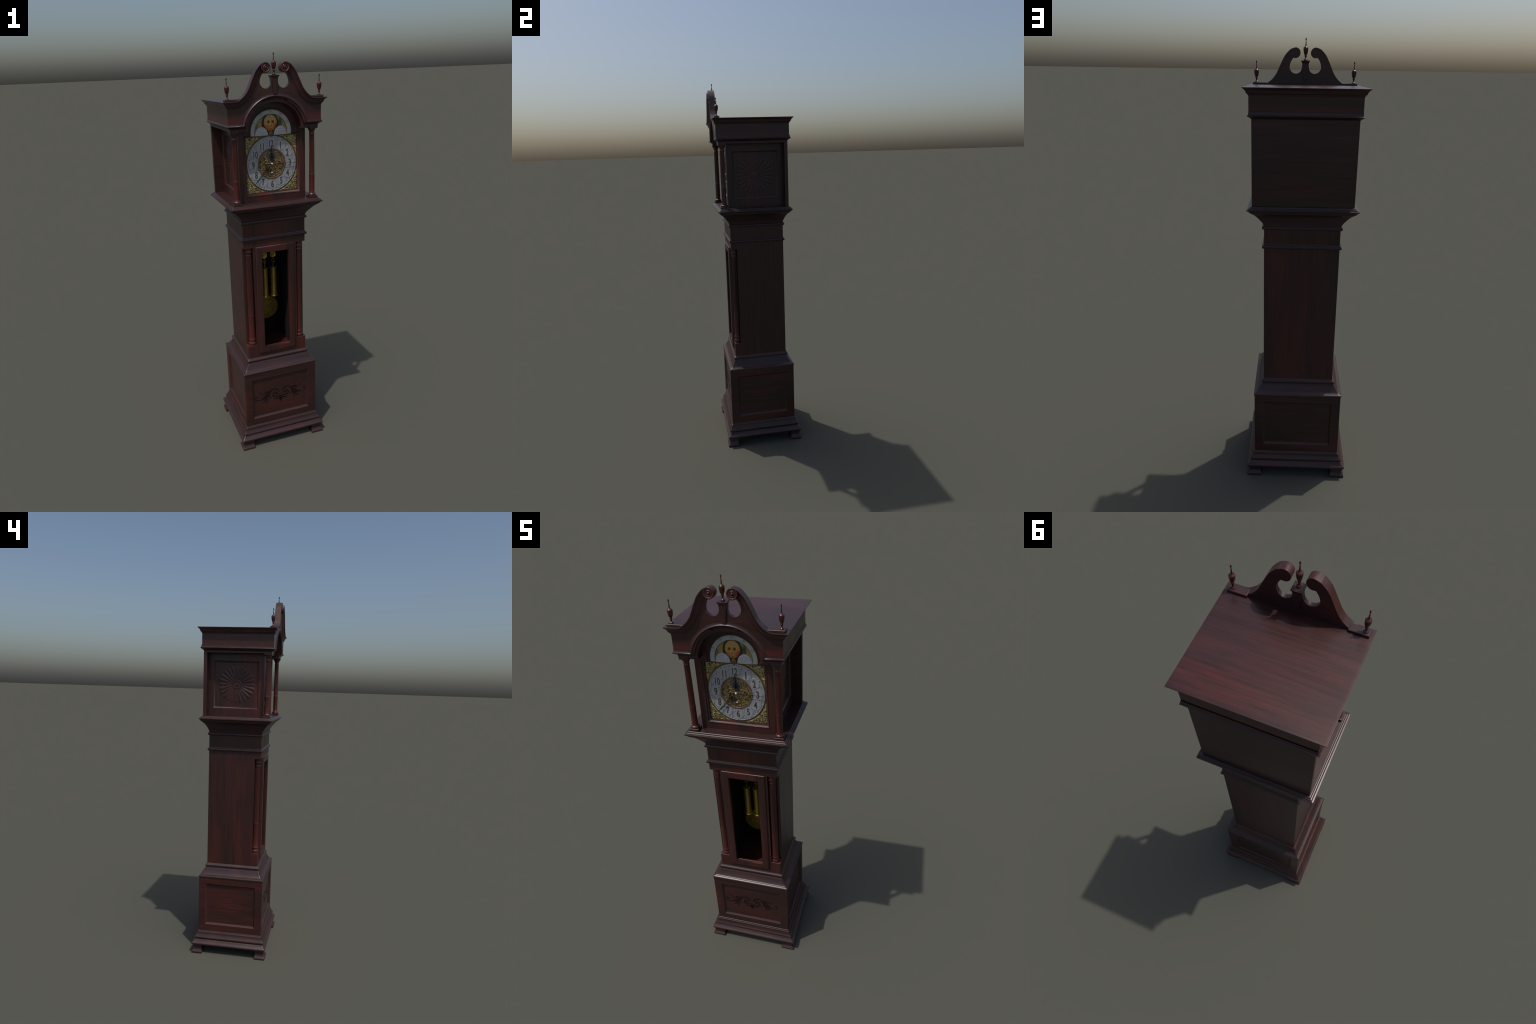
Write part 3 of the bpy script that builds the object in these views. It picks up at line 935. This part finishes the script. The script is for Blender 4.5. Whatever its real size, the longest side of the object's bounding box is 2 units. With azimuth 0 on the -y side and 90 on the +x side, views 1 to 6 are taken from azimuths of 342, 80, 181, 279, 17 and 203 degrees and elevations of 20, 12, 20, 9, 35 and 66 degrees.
# brass plate with worked corner spandrels
bm = bmesh.new()
NX, NZ = 210, 220
x0, x1, z0, z1 = -0.1260, 0.1260, 1.3870, 1.6500
grid = []
for j in range(NZ + 1):
    row = []
    for i in range(NX + 1):
        x = x0 + (x1 - x0) * i / NX
        z = z0 + (z1 - z0) * j / NZ
        e = math.hypot(x, (z - CZ) / EL) - 0.1205
        edge = min(x - x0, x1 - x, z - z0, z1 - z) - 0.0015
        m = max(0.0, min(1.0, (e - 0.0070) / 0.003)) * max(0.0, min(1.0, edge / 0.002))
        h = 0.0
        if m > 0:
            p = Vector((abs(x) * 120, 0.3, z * 120 + (3.0 if z > CZ else 0.0)))
            w = noise.noise_vector(p * 0.55)
            q = p + w * 1.5
            h = m * (0.0005 + 0.0030 * (1 - min(1, abs(noise.noise(q)) * 2.6)) * (0.55 + 0.45 * noise.noise(q * 2.3)))
        row.append(bm.verts.new((x, DY + 0.0012 - h, z)))
    grid.append(row)
relief_faces = []
for j in range(NZ):
    for i in range(NX):
        bm.faces.new((grid[j][i], grid[j][i + 1], grid[j + 1][i + 1], grid[j + 1][i]))
dial = finish(bm, "dial_plate", BRASS_PLATE, wn=False, sharp=180)
dial.data.materials.append(BRASS_RELIEF)
for f in dial.data.polygons:
    if math.hypot(f.center.x, (f.center.z - CZ) / EL) > 0.1275:
        f.material_index = 1

# chapter ring, with shallow chasing between the round numeral cartouches
NR, NA = 34, 432
CART_R, CART = 0.0915, 0.0212
bm = bmesh.new()
rings = []
for k in range(NR + 1):
    r = 0.0680 + (0.1205 - 0.0680) * k / NR
    ring = []
    for i in range(NA):
        a = 2 * PI * i / NA
        x, z = ell(r, a)
        dmin = min(math.hypot(r * math.cos(a) - CART_R * math.cos(q * PI / 6), r * math.sin(a) - CART_R * math.sin(q * PI / 6)) for q in range(12))
        h = 0.0
        if dmin > CART + 0.001 and 0.0695 < r < 0.1185:
            p = Vector((x * 210, 1.7, z * 210))
            h = 0.0013 * noise.noise(p + noise.noise_vector(p * 0.5)) - 0.0003
        if 0.1175 < r < 0.1195:
            h = 0.0007
        ring.append((x, DY - 0.0010 - h, z))
    rings.append(ring)
rings.insert(0, [(ell(0.0680, 2 * PI * i / NA)[0], DY + 0.001, ell(0.0680, 2 * PI * i / NA)[1]) for i in range(NA)])
rings.append([(ell(0.1207, 2 * PI * i / NA)[0], DY + 0.001, ell(0.1207, 2 * PI * i / NA)[1]) for i in range(NA)])
loft(bm, rings, cap=False)
ring_obj = finish(bm, "chapter_ring", SILVER, dial, wn=False, sharp=60)
ring_obj.data.materials.append(SILVER_CHASED)
for f in ring_obj.data.polygons:
    fx, fz = f.center.x, (f.center.z - CZ) / EL
    d = min(math.hypot(fx - CART_R * math.cos(q * PI / 6), fz - CART_R * math.sin(q * PI / 6)) for q in range(12))
    if d > CART and 0.0700 < math.hypot(fx, fz) < 0.1180:
        f.material_index = 1
# raised rims round the numerals
bm = bmesh.new()
for rad, half in ((CART, 0.0008), (CART - 0.0036, 0.0005)):
    stroke_bm(bm, [(rad * math.cos(2 * PI * k / 48), rad * EL * math.sin(2 * PI * k / 48)) for k in range(49)], (half, half), 0.0, 0.0007)
rim = finish(bm, "cartouche_rim", SILVER, dial, wn=False, sharp=30)
for q in range(12):
    x, z = ell(CART_R, q * PI / 6)
    if q == 0:
        rim.location = (x, DY - 0.0010, z)
    else:
        copy(rim, (x, DY - 0.0010, z))

# bronze ring and worked centre
bm = bmesh.new()
rings = []
for r, h in ((0.0692, -0.0005), (0.0690, 0.0016), (0.0680, 0.0020), (0.0630, 0.0020), (0.0618, 0.0016), (0.0612, -0.0005)):
    rings.append([(ell(r, 2 * PI * i / 120)[0], DY - h, ell(r, 2 * PI * i / 120)[1]) for i in range(120)])
loft(bm, rings, cap=False)
finish(bm, "inner_ring", BRASS_RING, dial, wn=False, sharp=60)
bm = bmesh.new()
rings = []
for k in range(56):
    r = 0.0004 + 0.0614 * k / 55
    ring = []
    for i in range(240):
        x, z = ell(r, 2 * PI * i / 240)
        p = Vector((abs(x) * 140, 5.1, z * 140))
        q = p + noise.noise_vector(p * 0.6) * 1.3
        h = 0.0024 * (1 - min(1, abs(noise.noise(q)) * 2.8)) * (0.6 + 0.4 * noise.noise(q * 2.1))
        if math.hypot(x, z - 1.5560) < 0.0255:
            h = 0.0
        ring.append((x, DY + 0.0004 - h, z))
    rings.append(ring)
loft(bm, rings, cap=False)
finish(bm, "dial_centre", BRASS_CENTRE, dial, wn=False, sharp=180)


def disc(name, cx, cz, profile, mat, parent, segs=40, ez=1.0):
    return lathe(name, profile, mat, parent, segs=segs, place=lambda x, y, z: (cx + x, z, cz + y * ez))


disc("seconds_dial", -0.0005, 1.5560, [(0.0245, DY + 0.001), (0.0245, DY - 0.0010), (0.0235, DY - 0.0016), (0.0222, DY - 0.0010), (0.0160, DY - 0.0010),
                                      (0.0150, DY - 0.0016), (0.0140, DY - 0.0010), (0.0002, DY - 0.0010)], SILVER_DIM, dial)


def text(body, size, cx, cz, y, mat, name, parent, xs=1.0, rot=0.0, depth=0.0006, offset=0.0):
    cu = bpy.data.curves.new(name, "FONT")
    cu.body = body
    cu.size = size
    cu.extrude = depth
    cu.offset = offset
    cu.align_x = "CENTER"
    cu.align_y = "CENTER"
    cu.resolution_u = 6
    t = bpy.data.objects.new(name, cu)
    bpy.context.scene.collection.objects.link(t)
    bpy.context.view_layer.update()
    me = bpy.data.meshes.new_from_object(t.evaluated_get(bpy.context.evaluated_depsgraph_get()))
    bpy.data.objects.remove(t, do_unlink=True)
    bpy.data.curves.remove(cu)
    lo = [min(v.co[i] for v in me.vertices) for i in (0, 1)]
    hi = [max(v.co[i] for v in me.vertices) for i in (0, 1)]
    mx, mz = (lo[0] + hi[0]) / 2, (lo[1] + hi[1]) / 2
    c, s = math.cos(rot), math.sin(rot)
    for v in me.vertices:
        X, Z = (v.co.x - mx) * xs, v.co.y - mz
        v.co = (cx + X * c - Z * s, y - v.co.z, cz + X * s + Z * c)
    return add(me, name, mat, parent, wn=False)


for k in range(1, 13):
    a = PI / 2 - k * PI / 6
    x, z = ell(0.0898, a)
    wide = len(str(k)) > 1
    text(str(k), 0.0435, x, z, DY - 0.0016, GILT, "numeral", dial, xs=0.60 if wide else 0.66, offset=0.0006)
# five-minute studs
st = disc("minute_stud", 0, 0, [(0.0016, 0.0), (0.0014, -0.0008), (0.0002, -0.0010)], BLACK, dial, segs=10)
for k in range(12):
    x, z = ell(0.1165, k * PI / 6)
    if k == 0:
        st.location = (x, DY - 0.0016, z)
    else:
        copy(st, (x, DY - 0.0016, z))

# hands ---------------------------------------------------------------
def hand(name, angle, strokes, y, ring=None):
    bm = bmesh.new()
    c, s = math.cos(angle), math.sin(angle)
    def tr(u, w):                 # u along the hand, w sideways
        return (u * c - w * s, CZ + u * s + w * c)
    for pts, wd in strokes:
        stroke_bm(bm, [tr(*p) for p in spline(pts, 6)], wd, y, 0.0010)
    for u, w, r, t in ring or []:
        pts = [tr(u + r * math.cos(2 * PI * k / 24), w + r * math.sin(2 * PI * k / 24)) for k in range(25)]
        stroke_bm(bm, pts, (t, t), y, 0.0010)
    return finish(bm, name, BLACK, dial, wn=False, sharp=30)


ma = math.atan2(-0.0905, -0.0865)
both = lambda pts: [pts, [(u, -w) for u, w in pts]]
hand("minute_hand", ma,
     [(p, (0.0012, 0.0012)) for p in both([(0.004, 0.0030), (0.016, 0.0034), (0.024, 0.0012), (0.032, 0.0030), (0.060, 0.0030), (0.085, 0.0016), (0.098, 0.0)])]
     + [([(0.092, 0), (0.106, 0), (0.1265, 0)], (0.0018, 0.0024, 0.0004))],
     DY - 0.0062, [(0.029, 0.0085, 0.0054, 0.0015), (0.029, -0.0085, 0.0054, 0.0015), (0.039, 0.0056, 0.0038, 0.0014), (0.039, -0.0056, 0.0038, 0.0014)])
hand("hour_hand", PI / 2 + 0.01,
     [(p, (0.0012, 0.0012)) for p in both([(0.004, 0.0032), (0.014, 0.0034), (0.024, 0.0030), (0.032, 0.0008), (0.044, 0.0016), (0.056, 0.0)])]
     + [([(0.050, 0), (0.060, 0), (0.0850, 0)], (0.0026, 0.0024, 0.0007))],
     DY - 0.0045, [(0.0285, 0.0050, 0.0044, 0.0014), (0.0285, -0.0050, 0.0044, 0.0014), (0.0375, 0.0062, 0.0052, 0.0015), (0.0375, -0.0062, 0.0052, 0.0015)])
hand("seconds_hand", -0.020, [([(-0.0200, 0), (0.02, 0), (0.070, 0), (0.1185, 0)], (0.0012, 0.0012, 0.0010, 0.0006)),
                             ([(-0.0360, 0), (-0.0290, 0), (-0.0200, 0)], (0.0022, 0.0020, 0.0010))], DY - 0.0078)
disc("hand_boss", 0, CZ, [(0.0058, DY), (0.0058, DY - 0.0074), (0.0045, DY - 0.0084), (0.0002, DY - 0.0086)], SILVER_PIN, dial, 20)
disc("centre_stud", 0, CZ, [(0.0030, DY - 0.0080), (0.0030, DY - 0.0108), (0.0018, DY - 0.0122), (0.0002, DY - 0.0126)], BRASS_BRIGHT, dial, 20)
disc("winding_stud", -0.0002, 1.4775, [(0.0036, DY), (0.0036, DY - 0.0030), (0.0022, DY - 0.0046), (0.0002, DY - 0.0050)], SILVER_PIN, dial, 20)

# moon arch -------------------------------------------------------------
MZ = 1.6640


def half_disc(name, cx, cz, rx, rz, y, thick, mat, parent, dome=0.0, n=40, rough=0.0):
    bm = bmesh.new()
    rings = []
    for f, h in ((1.0, 0.0), (1.0, thick * 0.7), (0.975, thick), (0.75, thick + dome * 0.5), (0.5, thick + dome * 0.8), (0.25, thick + dome), (0.002, thick + dome)):
        ring = []
        for k in range(n + 1):
            a = PI * k / n
            ring.append((cx + rx * f * math.cos(a), y - h, cz + rz * f * math.sin(a)))
        rings.append(ring)
    loft(bm, rings, cap=False, close=True)
    return finish(bm, name, mat, parent, wn=False, sharp=60)


half_disc("moon_disc", 0, 1.6480, 0.0880, 0.0990, DY + 0.0015, 0.0008, MOON_SKY, dial)
# white calendar arch
bm = bmesh.new()
rings = []
for r, h in ((0.0786, -0.0010), (0.0786, 0.0010), (0.0800, 0.0018), (0.0815, 0.0012), (0.1030, 0.0012), (0.1040, -0.0010)):
    ring = []
    for k in range(73):
        a = -0.20 + (PI + 0.40) * k / 72
        x, z = r * math.cos(a), MZ + r * math.sin(a) * (1.012 if a > 0 and a < PI else 1.0)
        ring.append((x, DY - h, max(z, 1.6505)))
    rings.append(ring)
loft(bm, rings, cap=False, close=False)
finish(bm, "calendar_arch", ENAMEL, dial, wn=False, sharp=50)
bm = bmesh.new()
for k in range(60):
    a0 = -0.12 + (PI + 0.24) * k / 60
    a1 = -0.12 + (PI + 0.24) * (k + 1) / 60
    if k % 2 == 0:
        stroke_bm(bm, [(0.0826 * math.cos(a0), MZ + 0.0826 * math.sin(a0)), (0.0826 * math.cos(a1), MZ + 0.0826 * math.sin(a1))], (0.0003, 0.0003), DY - 0.0012, 0.0003)
for s in (-1, 1):
    stroke_bm(bm, [(s * 0.0810, 1.6580), (s * 0.0960, 1.6580)], (0.0005, 0.0005), DY - 0.0012, 0.0004)
finish(bm, "calendar_mark", INK, dial, wn=False)
for body, deg in (("5", 152), ("10", 121), ("15", 90), ("20", 59), ("25", 28)):
    a = math.radians(deg)
    text(body, 0.0165, 0.0910 * math.cos(a), MZ + 0.0915 * math.sin(a), DY - 0.0014, INK, "calendar_numeral", dial, xs=0.8, rot=a - PI / 2, depth=0.0004)
# black line inside the arch
bm = bmesh.new()
arc = [(0.0782 * math.cos(-0.16 + (PI + 0.32) * k / 48), MZ + 0.0790 * math.sin(-0.16 + (PI + 0.32) * k / 48)) for k in range(49)]
stroke_bm(bm, arc, (0.0009, 0.0009), DY, 0.0012)
finish(bm, "moon_border", BLACK, dial, wn=False)
# silvered humps
for cx in (-0.0455, 0.0460):
    half_disc("moon_hump", cx, 1.6505, 0.0315, 0.0385, DY, 0.0025, SILVER_HUMP, dial, 0.0012)
disc("moon_arbor", 0.0, 1.6560, [(0.0120, DY), (0.0120, DY - 0.0030), (0.0110, DY - 0.0038), (0.0060, DY - 0.0034), (0.0050, DY - 0.0042), (0.0002, DY - 0.0042)],
     BRASS_PLATE, dial, 32)
box("dial_bar", -0.1245, 0.1245, DY - 0.0022, DY + 0.001, 1.6462, 1.6512, BRASS_PLATE, dial, 0.0006)

# face: low egg-shaped dome with nose, brows, sunk eyes
bm = bmesh.new()
rings = []
FCX, FCZ = -0.0015, 1.7060
for k in range(25):
    f = 1.0 - k / 24
    ring = []
    for i in range(64):
        a = 2 * PI * i / 64
        ez = 0.0365 if math.sin(a) > 0 else 0.0385
        ex = 0.0322 * (1.0 if math.sin(a) > 0 else 1.0 - 0.16 * math.sin(a) ** 2)
        x = ex * math.cos(a) * max(f, 0.001)
        z = ez * math.sin(a) * max(f, 0.001)
        h = 0.0068 * math.sqrt(max(0, 1 - f ** 2.6)) + 0.0004
        g = lambda cx, cz, sx, sz: math.exp(-((x - cx) / sx) ** 2 - ((z - cz) / sz) ** 2)
        h += 0.0026 * g(0.0005, -0.0115, 0.0032, 0.0045) + 0.0014 * g(0.0005, -0.004, 0.0022, 0.0080)
        h -= 0.0020 * g(-0.011, 0.0035, 0.0052, 0.0055) + 0.0020 * g(0.010, 0.0035, 0.0052, 0.0055)
        h += 0.0008 * g(0, -0.0265, 0.0070, 0.0035)
        ring.append((FCX + x, DY - h, FCZ + z))
    rings.append(ring)
loft(bm, rings, cap=False)
finish(bm, "moon_face", MOON_FACE, dial, wn=False, sharp=80)
bm = bmesh.new()
stroke_bm(bm, spline([(-0.0075, 1.6822), (-0.0035, 1.6808), (-0.0010, 1.6814), (0.0020, 1.6812), (0.0060, 1.6836)], 4), (0.0005, 0.0013, 0.0010, 0.0013, 0.0004), DY - 0.0068, 0.0006)
stroke_bm(bm, spline([(-0.0040, 1.6798), (-0.0010, 1.6784), (0.0025, 1.6802)], 4), (0.0004, 0.0012, 0.0004), DY - 0.0067, 0.0006)
finish(bm, "mouth", LIP, dial, wn=False)
